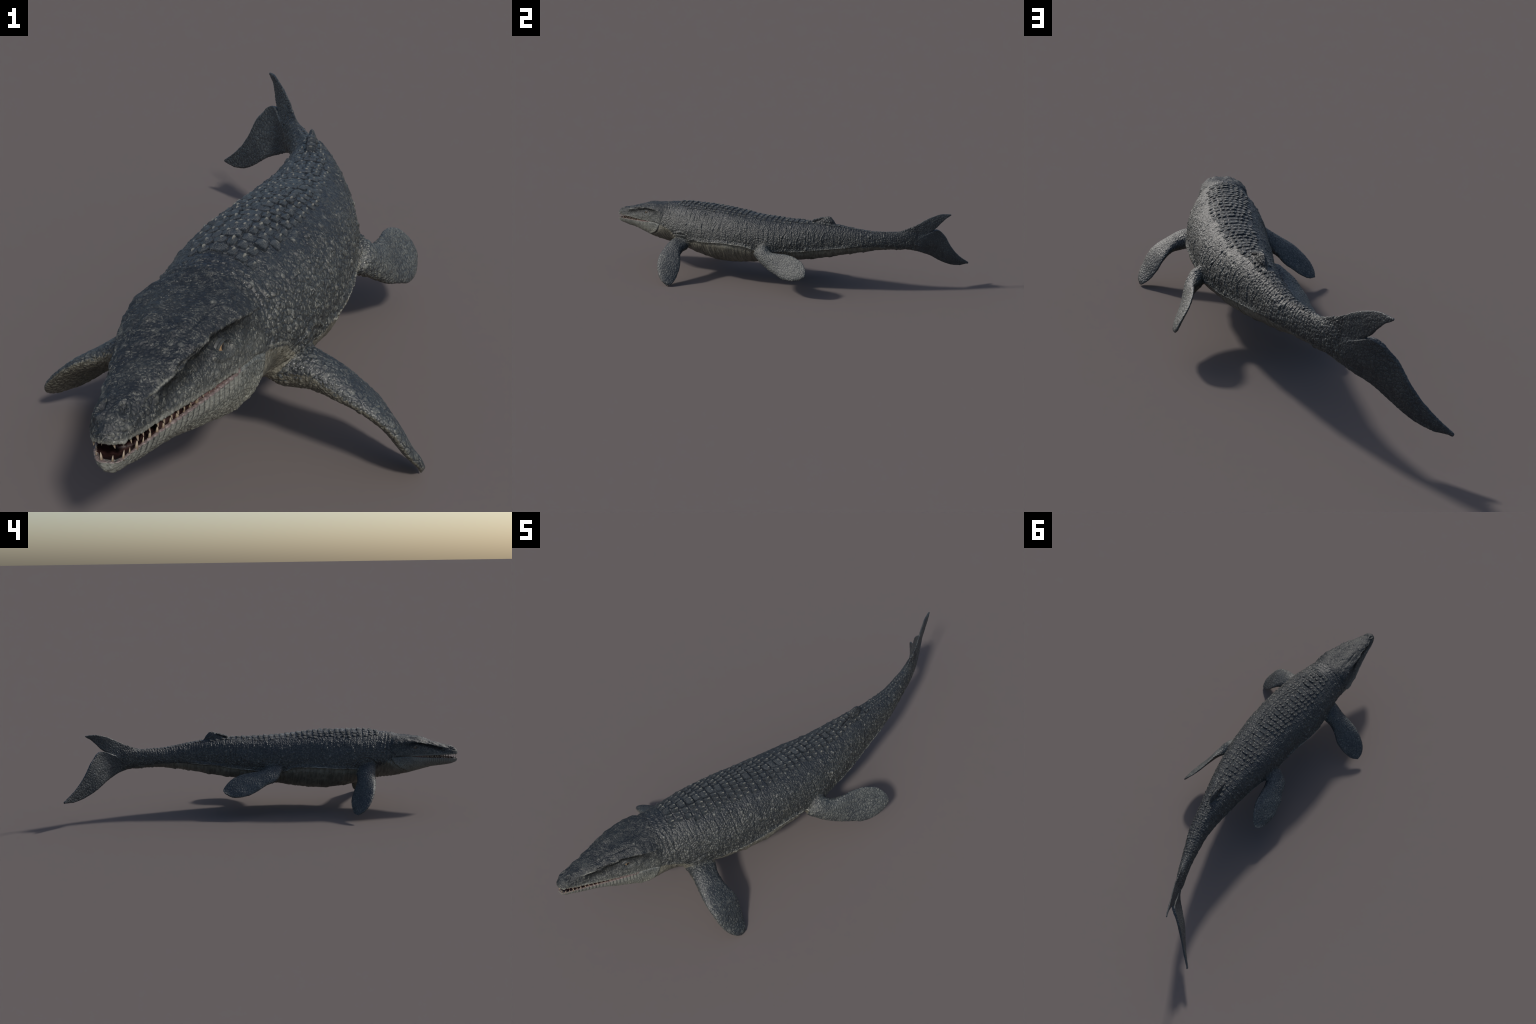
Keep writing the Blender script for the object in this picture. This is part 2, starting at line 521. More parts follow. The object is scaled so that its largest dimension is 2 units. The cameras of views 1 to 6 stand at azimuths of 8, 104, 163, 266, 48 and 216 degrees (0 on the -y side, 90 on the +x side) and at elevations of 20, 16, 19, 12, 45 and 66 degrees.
# flank fold: the scaly hide overhangs the belly skin
fz = knots(t, FOLD) + n2 * .0035 + n3 * .0015
dz = z - fz
foldm = skin * smooth(-.665, -.64, t) * smooth(.46, .34, t) * (1 - .75 * wroot) * (np.abs(u) > .25 * w_t) * smooth(-.62, -.48, t)
D += foldm * (.0054 * smooth(.020, .001, dz) * smooth(-.0008, .0012, dz) - .0042 * smooth(.0005, -.0015, dz) * smooth(-.026, -.003, dz))
belly = smooth(.001, -.004, dz) * skin * smooth(-.69, -.66, t)
# belly wrinkles
wv = np.sin((t + n1 * .012 + n2 * .006) * 2 * np.pi / .0115) + .6 * np.sin((t - n2 * .010) * 2 * np.pi / .023 + n1 * 3)
D += belly * (.0011 * noise(np.stack([t * 95 + n1 * 1.5, u * 9, z * 16], 1), 1.0, 51) + .00025 * wv) * smooth(-.60, -.50, t)
D += belly * .0020 * bump(np.sin((t + n1 * .02) * 2 * np.pi / .09 + n2 * 2), 1, .15) * smooth(-.5, -.4, t)
# throat folds
D += belly * smooth(-.56, -.60, t) * .0022 * np.clip(.6 + 1.2 * n2, 0, 1.3) * np.sin((t + .25 * (z - .2) + n2 * .006) * 2 * np.pi / .017)

# folds of skin above the shoulders and hips
for name, d in PADDLES.items():
    mid = d["frame"][0]
    rt, ru, rz = (a[0] for a in body_coords(mid[:1]))
    sgn = 1 if "right" in name else -1
    fore = "fore" in name
    r = np.sqrt((t - rt) ** 2 + ((z - rz) * 1.0) ** 2)
    m = (np.sign(u) == sgn) * smooth(-.25, .25, (z - rz) / .05) * np.where(is_paddle, 0.35, 1)
    amp = (.0011 if fore else .0006) * np.clip(.6 + n1 + n2, 0, 1.3)
    rr = r + n2 * .010 + n1 * .008
    D += m * amp * np.sin((rr - .04) * 2 * np.pi / .0165) * smooth(.036, .05, rr) * smooth(.105, .075, rr)

# fleshy hips and shoulders
for sg, tc, zc, rad, amt in ((1, -.035, .215, .042, .012), (-1, -.030, .195, .040, .008), (1, -.545, .220, .042, .009), (-1, -.520, .215, .035, .004)):
    D += (np.sign(u) == sg) * amt * np.exp(-((t - tc) ** 2 + (z - zc) ** 2) / rad ** 2) * np.where(is_paddle, .5, 1)

# ---- head
hd = skin * smooth(-.655, -.675, t)
bz = knots(t, BROW) + n3 * .0030 + n2 * .0022
db = bz - z                              # below the brow edge
eye_r = np.sqrt(((t - EYE_T) / 1.6) ** 2 + (z - EYE_Z) ** 2)
hollow = smooth(-.0025, .0075, db) * smooth(.040, .014, db) * np.clip(.85 + .5 * noise(P, 30, 61) + .3 * noise(P, 65, 62), .35, 1.3) * (np.abs(u) > .3 * w_t)
depth = knots(t, [(-.95, 0), (-.92, .0040), (-.88, .0065), (-.85, .0085), (-.81, .0090), (-.78, .0080), (-.745, .0060), (-.715, .0025), (-.69, 0), (-.66, 0)])
D -= hd * hollow * depth * (1 - .62 * bump(eye_r, 0, .020))
edge = smooth(-.010, -.001, db) * smooth(.0018, -.0002, db) * (np.abs(u) > .3 * w_t)
D += hd * edge * knots(t, [(-.96, 0), (-.92, .0012), (-.8, .0014), (-.72, .0010), (-.67, .0)])
# eye socket rings
D += hd * (.0008 * bump(eye_r, .0160, .0024) - .0008 * bump(eye_r, .0200, .003) - .004 * smooth(.010, .006, eye_r)) * (np.abs(u) > .4 * w_t)
# temples swell, crown dips
D += hd * .0045 * bump(t, -.705, .040) * bump(au, .72, .18) * smooth(.2, .6, high)
D -= hd * .003 * bump(t, -.72, .05) * bump(au, 0, .30) * (high > 0)
D += hd * .003 * bump(t, -.80, .03) * bump(au, .35, .2) * (high > .5)
# furrow along each side of the crown
D -= hd * .003 * bump(au, .50 + .06 * n1, .05) * smooth(-.83, -.80, t) * smooth(-.72, -.75, t) * (high > .4)
# lumpy skull: rounded knobs along the brow, dents on the muzzle and cheeks
h1, h2 = noise(P, 38, 41), noise(P, 75, 42)
D += hd * (.0015 * h1 + .0013 * h2) * smooth(.28, .30, z)
roll = smooth(-.016, -.003, db) * smooth(.001, -.001, db) * (np.abs(u) > .3 * w_t)
D += hd * roll * .0019 * np.clip(.35 + h1 + .8 * h2, -.2, 1.2) * smooth(-.955, -.92, t)
D -= hd * .0025 * bump(t, -.895 + .01 * h1, .022) * bump(z, .300, .012) * (np.abs(u) > .4 * w_t)
# nostrils
for s in (1, -1):
    nr = np.sqrt(((t + .966) / 1.7) ** 2 + (u - s * .0135) ** 2)
    D += hd * (.0032 * bump(nr, .0070, .0022) - .0045 * bump(nr, 0, .0042)) * (high > .3)
# cheek crease behind the mouth corner
crease = knots(t, [(-.76, .2785), (-.70, .278), (-.675, .274)]) + n3 * .001
D -= hd * .0042 * bump(z, crease, .0026) * smooth(-.765, -.75, t) * smooth(-.672, -.69, t) * (np.abs(u) > .5 * w_t)
# jowl: the jaw stands proud of the throat
JB_Z = [(.205, -.740), (.215, -.722), (.225, -.702), (.24, -.685), (.255, -.675), (.27, -.668), (.30, -.664), (.33, -.658), (.36, -.650)]
jb = np.interp(z, [a for a, b in JB_Z], [b for a, b in JB_Z]) + n2 * .003
dj = t - jb
jm = skin * (np.abs(u) > .45 * w_t) * smooth(.355, .33, z) * smooth(.195, .212, z)
D += jm * (.0008 + .0024 * smooth(.285, .25, z)) * smooth(-.035, -.004, dj) * smooth(.001, -.002, dj) * smooth(-.80, -.74, t)
low_jaw = smooth(.285, .250, z)
D -= jm * (.0012 + .0048 * low_jaw) * np.clip(.7 + .8 * n2 + .5 * n3, .1, 1.4) * smooth(-.0015, .003, dj) * smooth(.024, .005, dj)
# lip scales: ribs along the lower lip, beads along the upper
lipz = knots(t, LIP_LOW)
ribs = skin * smooth(-.742, -.76, t) * smooth(lipz - .026, lipz - .016, z) * smooth(lipz + .004, lipz + .001, z)
ang = np.arctan2(u, -(t + .95)) * .045 * smooth(-.95, -.985, t)
pr = (np.where(t < -.95, -.95, t) + np.where(t < -.95, ang * np.sign(u), 0) + 0) / .0108
ribs = ribs * (1 - .5 * smooth(-.955, -.975, t)) * np.clip(.8 + .5 * n3, .3, 1.2)
D += ribs * (.0032 * (np.abs(np.sin(pr * np.pi)) ** .6) - .0016)
lipu = knots(t, [(-1.0, .2815), (-.97, .2795), (-.9, .279), (-.67, .2785)])
beads = skin * smooth(-.68, -.70, t) * smooth(lipu + .012, lipu + .006, z) * smooth(lipu - .003, lipu, z)
D += beads * .0009 * np.abs(np.sin(t * np.pi / .0075))
# paddles: swollen lead edge scales, slight waves
D += np.where(is_paddle, n1 * .0010 + n2 * .0007, 0)

P2 = P + Nn * D[:, None]
P2 = relax(P2, E, 1)
put(me, P2)
P = P2

# ------------------------------------------------------------------ scale relief with the same cells as the material
def cobble_nodes(nt, vec_socket, scale, seed, stretch=1.0):
    """cells of the hide: edge distance and centre distance; same in geometry and shading"""
    mp = nt.nodes.new("ShaderNodeVectorMath")
    mp.operation = "MULTIPLY_ADD"
    nt.links.new(vec_socket, mp.inputs[0])
    mp.inputs[1].default_value = (scale, scale * 1.08, scale * stretch)
    mp.inputs[2].default_value = (seed, seed * 1.7, seed * .6)
    out = []
    for feat in ("DISTANCE_TO_EDGE", "F1"):
        v = nt.nodes.new("ShaderNodeTexVoronoi")
        v.feature, v.voronoi_dimensions = feat, "3D"
        v.inputs["Scale"].default_value = 1.0
        v.inputs["Randomness"].default_value = 1.0
        nt.links.new(mp.outputs[0], v.inputs["Vector"])
        out.append(v)
    return out[0].outputs["Distance"], out[1].outputs["Color"], out[1].outputs["Distance"]


SMALL, LARGE, KNOB = 1 / .0088, 1 / .0135, 1 / .0205
UPRIGHT = .74
HEADS = 1 / .0068
big = np.where(is_paddle, smooth(.05, .75, paddle_q), 0)
big = np.maximum(big, smooth(.72, .86, t) * (1 - is_paddle))
amp = np.where(is_paddle, .9, 1.0)
amp = amp * (1 - .75 * belly) * np.where(MOUTH, 0, 1) * (1 - .6 * bandm) * smooth(.010, .022, eye_r + 9 * (t > -.7))
amp = amp * np.where(t < -.66, .7, 1.0) * (1 - .8 * ribs) * np.where(t > .74, .7, 1.0)


def attr(me, name, val):
    a = me.attributes.new(name, "FLOAT", "POINT")
    a.data.foreach_set("value", np.asarray(val, np.float32))


attr(me, "relief", amp)
attr(me, "big", big)
attr(me, "crown", smooth(-.650, -.690, t))
knob = skin * (1 - belly) * (1 - .75 * bandm) * np.where(t < -.665, .65, 1.0) * smooth(.62, .45, t) * smooth(.010, .03, eye_r + 9 * (t > -.7)) * (1 - ribs)
attr(me, "knob", knob)
ng = bpy.data.node_groups.new("scale_relief", "GeometryNodeTree")
ng.interface.new_socket("Geometry", in_out="INPUT", socket_type="NodeSocketGeometry")
ng.interface.new_socket("Geometry", in_out="OUTPUT", socket_type="NodeSocketGeometry")
gi, go = ng.nodes.new("NodeGroupInput"), ng.nodes.new("NodeGroupOutput")
pos, nor, setp = ng.nodes.new("GeometryNodeInputPosition"), ng.nodes.new("GeometryNodeInputNormal"), ng.nodes.new("GeometryNodeSetPosition")


def gmath(op, a, b=None, c=None):
    n = ng.nodes.new("ShaderNodeMath")
    n.operation = op
    for i, x in enumerate((a, b, c)):
        if x is None:
            continue
        if isinstance(x, (int, float)):
            n.inputs[i].default_value = x
        else:
            ng.links.new(x, n.inputs[i])
    return n.outputs[0]


def gattr(name):
    n = ng.nodes.new("GeometryNodeInputNamedAttribute")
    n.data_type = "FLOAT"
    n.inputs["Name"].default_value = name
    return n.outputs["Attribute"]


def gsmooth(x, a, b):
    n = ng.nodes.new("ShaderNodeMapRange")
    n.interpolation_type = "SMOOTHSTEP"
    ng.links.new(x, n.inputs["Value"])
    n.inputs["From Min"].default_value, n.inputs["From Max"].default_value = a, b
    return n.outputs["Result"]


hs = []
for sc, seed, hgt in ((SMALL, 3.1, .0016), (LARGE, 8.3, .0013), (HEADS, 3.1, .0015)):
    edge_d, col, f1 = cobble_nodes(ng, pos.outputs[0], sc, seed, UPRIGHT if sc != LARGE else 1.0)
    sepc = ng.nodes.new("FunctionNodeSeparateColor")
    ng.links.new(col, sepc.inputs[0])
    dome = gmath("MULTIPLY", gsmooth(edge_d, 0.0, .22), hgt)
    tall = gmath("MULTIPLY", gsmooth(sepc.outputs[0], .70, .95), gmath("MULTIPLY", gsmooth(f1, .65, .05), .0018 if sc == SMALL else .0003))
    hs.append(gmath("ADD", dome, tall))
bigs = gattr("big")
crown = gattr("crown")
small = gmath("ADD", gmath("MULTIPLY", hs[0], gmath("SUBTRACT", 1.0, crown)), gmath("MULTIPLY", hs[2], crown))
mix = gmath("ADD", gmath("MULTIPLY", small, gmath("SUBTRACT", 1.0, bigs)), gmath("MULTIPLY", hs[1], bigs))
h = gmath("MULTIPLY", gmath("SUBTRACT", mix, .0008), gattr("relief"))
e_k, c_k, f_k = cobble_nodes(ng, pos.outputs[0], KNOB, 12.7, UPRIGHT)
sepk = ng.nodes.new("FunctionNodeSeparateColor")
ng.links.new(c_k, sepk.inputs[0])
lump = gmath("MULTIPLY", gmath("MULTIPLY", gsmooth(f_k, .46, .10), gsmooth(sepk.outputs[0], .35, .80)), .0030)
h = gmath("ADD", h, gmath("MULTIPLY", lump, gattr("knob")))
sc = ng.nodes.new("ShaderNodeVectorMath")
sc.operation = "SCALE"
ng.links.new(nor.outputs[0], sc.inputs[0])
ng.links.new(h, sc.inputs["Scale"])
ng.links.new(gi.outputs[0], setp.inputs["Geometry"])
ng.links.new(sc.outputs[0], setp.inputs["Offset"])
ng.links.new(setp.outputs[0], go.inputs[0])
carrier = bpy.data.objects.new("carrier", me)
bpy.context.scene.collection.objects.link(carrier)
md = carrier.modifiers.new("scales", "NODES")
md.node_group = ng
me2 = bpy.data.meshes.new_from_object(carrier.evaluated_get(bpy.context.evaluated_depsgraph_get()))
bpy.data.objects.remove(carrier)
bpy.data.meshes.remove(me)
bpy.data.node_groups.remove(ng)
me = me2
P, E = fetch(me)
P[:, 2] -= min(0.0, P[:, 2].min())
put(me, P)
VN = normals(me)

# ------------------------------------------------------------------ materials
class Tree:
    def __init__(self, name):
        self.mat = bpy.data.materials.new(name)
        self.mat.use_nodes = True
        self.nt = self.mat.node_tree
        self.bsdf = self.nt.nodes["Principled BSDF"]
        self.tc = self.nt.nodes.new("ShaderNodeTexCoord")
        self.co = self.tc.outputs["Object"]

    def link(self, a, b):
        self.nt.links.new(a, b)

    def val(self, sock, x):
        if isinstance(x, (int, float)):
            sock.default_value = x
        elif isinstance(x, tuple):
            sock.default_value = x if len(x) == 4 else (*x, 1)
        else:
            self.link(x, sock)

    def math(self, op, a, b=0.0, clamp=False):
        n = self.nt.nodes.new("ShaderNodeMath")
        n.operation, n.use_clamp = op, clamp
        self.val(n.inputs[0], a)
        self.val(n.inputs[1], b)
        return n.outputs[0]

    def step(self, x, a, b, lo=0.0, hi=1.0):
        n = self.nt.nodes.new("ShaderNodeMapRange")
        n.interpolation_type = "SMOOTHSTEP"
        self.val(n.inputs["Value"], x)
        self.val(n.inputs["From Min"], a)
        self.val(n.inputs["From Max"], b)
        n.inputs["To Min"].default_value, n.inputs["To Max"].default_value = lo, hi
        return n.outputs["Result"]

    def mix(self, f, a, b, mode="MIX"):
        n = self.nt.nodes.new("ShaderNodeMix")
        n.data_type, n.blend_type = "RGBA", mode
        self.val(n.inputs["Factor"], f)
        self.val(n.inputs[6], a)
        self.val(n.inputs[7], b)
        return n.outputs[2]

    def noise(self, scale, detail=3.0, vec=None, rough=.55):
        n = self.nt.nodes.new("ShaderNodeTexNoise")
        n.inputs["Scale"].default_value, n.inputs["Detail"].default_value, n.inputs["Roughness"].default_value = scale, detail, rough
        self.link(vec or self.co, n.inputs["Vector"])
        return n.outputs["Fac"]

    def curve_of(self, x, lo, hi, pairs, vlo, vhi):
        """a curve of one coordinate, e.g. the height of the flank fold along the body"""
        n = self.nt.nodes.new("ShaderNodeFloatCurve")
        c = n.mapping.curves[0]
        pts = [((a - lo) / (hi - lo), (b - vlo) / (vhi - vlo)) for a, b in pairs]
        while len(c.points) < len(pts):
            c.points.new(.5, .5)
        for p, q in zip(c.points, pts):
            p.location = q
            p.handle_type = "AUTO_CLAMPED"
        n.mapping.update()
        k = self.math("DIVIDE", self.math("SUBTRACT", x, lo), hi - lo, True)
        self.link(k, n.inputs["Value"])
        return self.math("ADD", self.math("MULTIPLY", n.outputs[0], vhi - vlo), vlo)


NAVY = (.0050, .0068, .0092)
SLATE = (.0195, .0218, .0200)
PALE = (.185, .188, .164)
BELLY = (.108, .104, .083)
JAW = (.165, .168, .140)


def hide(name, kind):
    T = Tree(name)
    sep = T.nt.nodes.new("ShaderNodeSeparateXYZ")
    T.link(T.co, sep.inputs[0])
    x, y, z = sep.outputs
    big_n, med_n, fin_n = T.noise(7, 3), T.noise(32, 3), T.noise(190, 3)
    # scales: the same cells that raise the surface
    large = kind in ("hind", "paddle", "paddle_under", "fluke")
    ed, col, f1 = cobble_nodes(T.nt, T.co, LARGE if large else HEADS if kind in ('head', 'jaw') else SMALL, 8.3 if large else 3.1, 1.0 if large else UPRIGHT)
    sc = T.nt.nodes.new("ShaderNodeSeparateColor")
    T.link(col, sc.inputs[0])
    rnd, rnd2 = sc.outputs[0], sc.outputs[1]
    fine = T.nt.nodes.new("ShaderNodeTexVoronoi")
    fine.inputs["Scale"].default_value = 1 / .0042
    T.link(T.co, fine.inputs["Vector"])
    grain = T.step(fine.outputs["Distance"], .62, .25)          # little beads
    tone = T.math("ADD", T.math("MULTIPLY", big_n, .55), T.math("MULTIPLY", med_n, .45))
    crev = (.010, .013, .017)
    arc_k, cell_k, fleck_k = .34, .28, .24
    if kind in ("body", "head"):
        ctr = T.curve_of(y, -1, 1, list(zip(T_[::2], TOP_Z[::2])), .15, .45)
        if kind == "head":
            frac = T.math("DIVIDE", T.math("SUBTRACT", z, .262), T.math("SUBTRACT", ctr, .262))
        else:
            fold = T.curve_of(y, -1, 1, [(-1, .27), (-.71, .275)] + FOLD[1::2] + [(1, .10)], .0, .5)
            frac = T.math("DIVIDE", T.math("SUBTRACT", z, fold), T.math("SUBTRACT", ctr, fold))
        dorsal = T.step(T.math("ADD", frac, T.math("MULTIPLY", T.math("SUBTRACT", tone, .5), 1.2)), .35, .95)
        base = T.mix(dorsal, SLATE, NAVY)
        base = T.mix(T.step(tone, .46, .62, 0, .75), base, (.0095, .0120, .0140))
        base = T.mix(T.step(T.noise(13, 2), .52, .66, 0, .5), base, (.034, .038, .036))
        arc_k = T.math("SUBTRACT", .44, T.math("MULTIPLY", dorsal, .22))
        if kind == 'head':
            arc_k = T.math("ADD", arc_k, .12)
        cell_k = T.math("SUBTRACT", .27, T.math("MULTIPLY", dorsal, .18))
        fleck_k = T.math("SUBTRACT", .21, T.math("MULTIPLY", dorsal, .10))
    elif kind == "paddle":
        base = T.mix(T.step(tone, .42, .58), (.036, .041, .041), (.014, .018, .021))
    elif kind == "hind":
        base = T.mix(T.step(tone, .40, .60), (.072, .078, .073), (.030, .035, .037))
    elif kind == "fluke":
        base = T.mix(T.step(tone, .40, .60), (.036, .042, .044), (.018, .023, .027))
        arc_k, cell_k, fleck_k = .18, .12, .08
    elif kind == "jaw":
        base = T.mix(T.step(T.math("ADD", z, T.math("MULTIPLY", med_n, .035)), .235, .290), JAW, (.075, .083, .080))
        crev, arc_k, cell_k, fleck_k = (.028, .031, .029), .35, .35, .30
    else:
        base = T.mix(T.step(tone, .38, .62), BELLY, (.085, .082, .066))
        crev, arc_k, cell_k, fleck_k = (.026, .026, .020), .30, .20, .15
    colr = T.mix(T.math("MULTIPLY", T.math("MULTIPLY", T.step(rnd, .35, 1.0), T.step(ed, .03, .22)), cell_k), base, PALE)
    # highlights painted as pale rims on the shoulders of the scales, broken up
    glints = T.math("MULTIPLY", T.step(ed, .05, .12), T.step(ed, .26, .16))
    glints = T.math("MULTIPLY", glints, T.step(T.noise(95, 2), .47, .60))
    colr = T.mix(T.math("MULTIPLY", glints, arc_k), colr, PALE)
    fleck_glint = T.math("MULTIPLY", T.step(fin_n, .52, .66), grain)  # fine highlight strokes painted into the colour as pale specks
    colr = T.mix(T.math("MULTIPLY", fleck_glint, fleck_k), colr, PALE)
    colr = T.mix(T.math("MULTIPLY", T.math("SUBTRACT", 1.0, grain), .40), colr, crev)
    colr = T.mix(T.step(ed, .010, .095, .80, 0), colr, crev)      # dark seams between scales
    if kind in ("body", "head"):
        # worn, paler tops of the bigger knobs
        e_k, c_k, f_k = cobble_nodes(T.nt, T.co, KNOB, 12.7, UPRIGHT)
        sk = T.nt.nodes.new("ShaderNodeSeparateColor")
        T.link(c_k, sk.inputs[0])
        top = T.math("MULTIPLY", T.step(f_k, .34, .12), T.step(sk.outputs[0], .45, .85))
        top = T.math("MULTIPLY", top, T.step(T.noise(75, 2), .35, .60, .15, 1.0))
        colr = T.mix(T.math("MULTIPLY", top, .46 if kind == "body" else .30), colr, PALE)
    if kind == "body":
        edge = T.math("ADD", fold, T.math("MULTIPLY", T.math("SUBTRACT", med_n, .5), .010))
        dzz = T.math("SUBTRACT", z, edge)
        vm = T.nt.nodes.new("ShaderNodeVectorMath")
        vm.operation = "MULTIPLY"
        T.link(T.co, vm.inputs[0])
        vm.inputs[1].default_value = (14, 105, 20)
        bel = T.mix(T.step(T.noise(1.0, 3, vm.outputs[0]), .40, .62), (.062, .060, .047), BELLY)
        bel = T.mix(T.step(med_n, .45, .65, 0, .5), bel, (.155, .15, .122))
        bel = T.mix(T.step(fin_n, .50, .70, 0, .45), bel, (.045, .045, .036))
        late = T.step(y, .40, .75)       # the pale belly dies out along the tail
        bm = T.math("MULTIPLY", T.step(dzz, -.0055, -.0015, 1, 0), T.math("SUBTRACT", 1.0, T.math("MULTIPLY", late, .8)))
        soft = T.math("MULTIPLY", T.step(dzz, -.02, .0, 1, 0), late)
        colr = T.mix(T.math("MAXIMUM", bm, T.math("MULTIPLY", soft, .35)), colr, bel)
        rim = T.math("MULTIPLY", T.step(dzz, -.001, .001), T.step(dzz, .0030, .0052, 1, 0))
        colr = T.mix(T.math("MULTIPLY", rim, T.math("MULTIPLY", T.step(y, -.60, -.46, .25, 1), T.step(y, .33, .42, .65, 0))), colr, (.23, .23, .20))
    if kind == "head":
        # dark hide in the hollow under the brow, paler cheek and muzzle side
        brow = T.curve_of(y, -1, 1, BROW + [(1, .33)], .2, .5)
        dbz = T.math("SUBTRACT", T.math("ADD", brow, T.math("MULTIPLY", T.math("SUBTRACT", med_n, .5), .006)), z)
        face = T.math("MULTIPLY", T.step(dbz, .022, .045), T.step(y, -.70, -.66, 1, 0))
        colr = T.mix(T.math("MULTIPLY", face, .22), colr, (.11, .115, .105))
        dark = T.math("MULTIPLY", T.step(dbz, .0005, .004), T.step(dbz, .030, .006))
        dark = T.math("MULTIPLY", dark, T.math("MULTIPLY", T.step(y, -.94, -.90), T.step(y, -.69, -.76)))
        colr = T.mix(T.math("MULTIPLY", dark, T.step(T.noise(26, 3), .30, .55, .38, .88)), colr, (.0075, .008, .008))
        rim = T.math("MULTIPLY", T.step(dbz, -.0040, -.001), T.step(dbz, .0015, -.0005))
        rim = T.math("MULTIPLY", rim, T.math("MULTIPLY", T.step(y, -.95, -.91), T.step(y, -.78, -.84)))
        colr = T.mix(T.math("MULTIPLY", rim, T.step(med_n, .35, .55, 0, .6)), colr, PALE)
        lip = T.math("MULTIPLY", T.step(z, .288, .281), T.step(y, -.70, -.76))
        colr = T.mix(T.math("MULTIPLY", lip, .45), colr, PALE)
    if kind == "jaw":
        # dark gaps between the lip scales
        lipz_n = T.curve_of(y, -1, 1, LIP_LOW[:-1] + [(1, .28)], .2, .3)
        under = T.math("SUBTRACT", lipz_n, z)
        strip = T.math("MULTIPLY", T.step(under, .0, .003), T.step(under, .026, .016))
        strip = T.math("MULTIPLY", strip, T.step(y, -.745, -.765))
        along = T.math("ADD", y, T.math("MULTIPLY", T.math("SUBTRACT", x, T.curve_of(y, -1, 1, list(zip(T_[::2], SPINE_X[::2])), -.3, .2)), .17))
        wave = T.math("ABSOLUTE", T.math("SINE", T.math("MULTIPLY", along, math.pi / .0108)))
        gap = T.math("MULTIPLY", T.step(wave, .42, .12), T.step(along, -.965, -.955))
        colr = T.mix(T.math("MULTIPLY", strip, .7), colr, (.150, .155, .138))
        colr = T.mix(T.math("MULTIPLY", T.math("MULTIPLY", strip, gap), .85), colr, (.022, .026, .026))
        colr = T.mix(T.math("MULTIPLY", T.step(under, .0016, .0002), T.step(y, -.74, -.77, 0, .6)), colr, (.13, .085, .08))
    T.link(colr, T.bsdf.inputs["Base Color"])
    T.link(T.step(grain, 0, 1, .64 if kind == 'head' else .58, .53 if kind == 'head' else .44), T.bsdf.inputs["Roughness"])
    if kind == "head":
        T.link(T.math("SUBTRACT", .42, T.math("MULTIPLY", dark, .34)), T.bsdf.inputs["Specular IOR Level"])
    else:
        T.bsdf.inputs["Specular IOR Level"].default_value = .58
    bm1 = T.nt.nodes.new("ShaderNodeBump")
    bm1.inputs["Strength"].default_value = .75
    bm1.inputs["Distance"].default_value = .0010
    T.link(T.math("ADD", T.math("MULTIPLY", grain, .6), T.math("MULTIPLY", fin_n, .9)), bm1.inputs["Height"])
    T.link(bm1.outputs[0], T.bsdf.inputs["Normal"])
    return T.mat


def plain(name, c1, c2, scale, rough, spec=.5, coat=0.0):
    T = Tree(name)
    T.link(T.mix(T.step(T.noise(scale, 4), .35, .65), c1, c2), T.bsdf.inputs["Base Color"])
    T.bsdf.inputs["Roughness"].default_value = rough
    T.bsdf.inputs["Specular IOR Level"].default_value = spec
    T.bsdf.inputs["Coat Weight"].default_value = coat
    b = T.nt.nodes.new("ShaderNodeBump")
    b.inputs["Strength"].default_value, b.inputs["Distance"].default_value = .3, .0008
    T.link(T.noise(scale * 2.5, 3), b.inputs["Height"])
    T.link(b.outputs[0], T.bsdf.inputs["Normal"])
    return T.mat


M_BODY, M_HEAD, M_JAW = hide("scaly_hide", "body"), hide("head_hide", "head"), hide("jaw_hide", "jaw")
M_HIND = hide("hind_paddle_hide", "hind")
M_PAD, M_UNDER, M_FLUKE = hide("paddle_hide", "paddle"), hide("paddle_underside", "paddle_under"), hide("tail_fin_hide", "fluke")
M_GUM = plain("mouth_lining", (.012, .0052, .005), (.030, .013, .012), 90, .45, .3)
M_CHEEK = plain("cheek_skin", (.075, .045, .043), (.12, .076, .071), 120, .5)


def tooth_material():
    T = Tree("tooth_ivory")
    sep = T.nt.nodes.new("ShaderNodeSeparateXYZ")
    T.link(T.co, sep.inputs[0])
    c = T.mix(T.step(sep.outputs[2], .0, .55), (.12, .088, .062), (.255, .21, .158))
    c = T.mix(T.step(T.noise(6, 3), .5, .7, 0, .35), c, (.17, .125, .085))
    T.link(c, T.bsdf.inputs["Base Color"])
    T.bsdf.inputs["Roughness"].default_value = .35
    return T.mat


def scute_material():
    T = Tree("scute_horn")
    sep = T.nt.nodes.new("ShaderNodeSeparateXYZ")
    T.link(T.co, sep.inputs[0])
    n, n2 = T.noise(4.5, 4), T.noise(11, 3)
    k = T.math("ADD", sep.outputs[2], T.math("MULTIPLY", T.math("SUBTRACT", n, .5), .18))
    c = T.mix(T.step(k, .06, .19), (.006, .008, .010), (.025, .030, .033))
    c = T.mix(T.step(n2, .45, .65, 0, .5), c, (.016, .022, .030))
    c = T.mix(T.step(k, .245, .335, 0, .88), c, (.22, .215, .18))
    T.link(c, T.bsdf.inputs["Base Color"])
    T.bsdf.inputs["Roughness"].default_value = .40
    b = T.nt.nodes.new("ShaderNodeBump")
    b.inputs["Strength"].default_value, b.inputs["Distance"].default_value = .5, .08
    T.link(n2, b.inputs["Height"])
    T.link(b.outputs[0], T.bsdf.inputs["Normal"])
    return T.mat


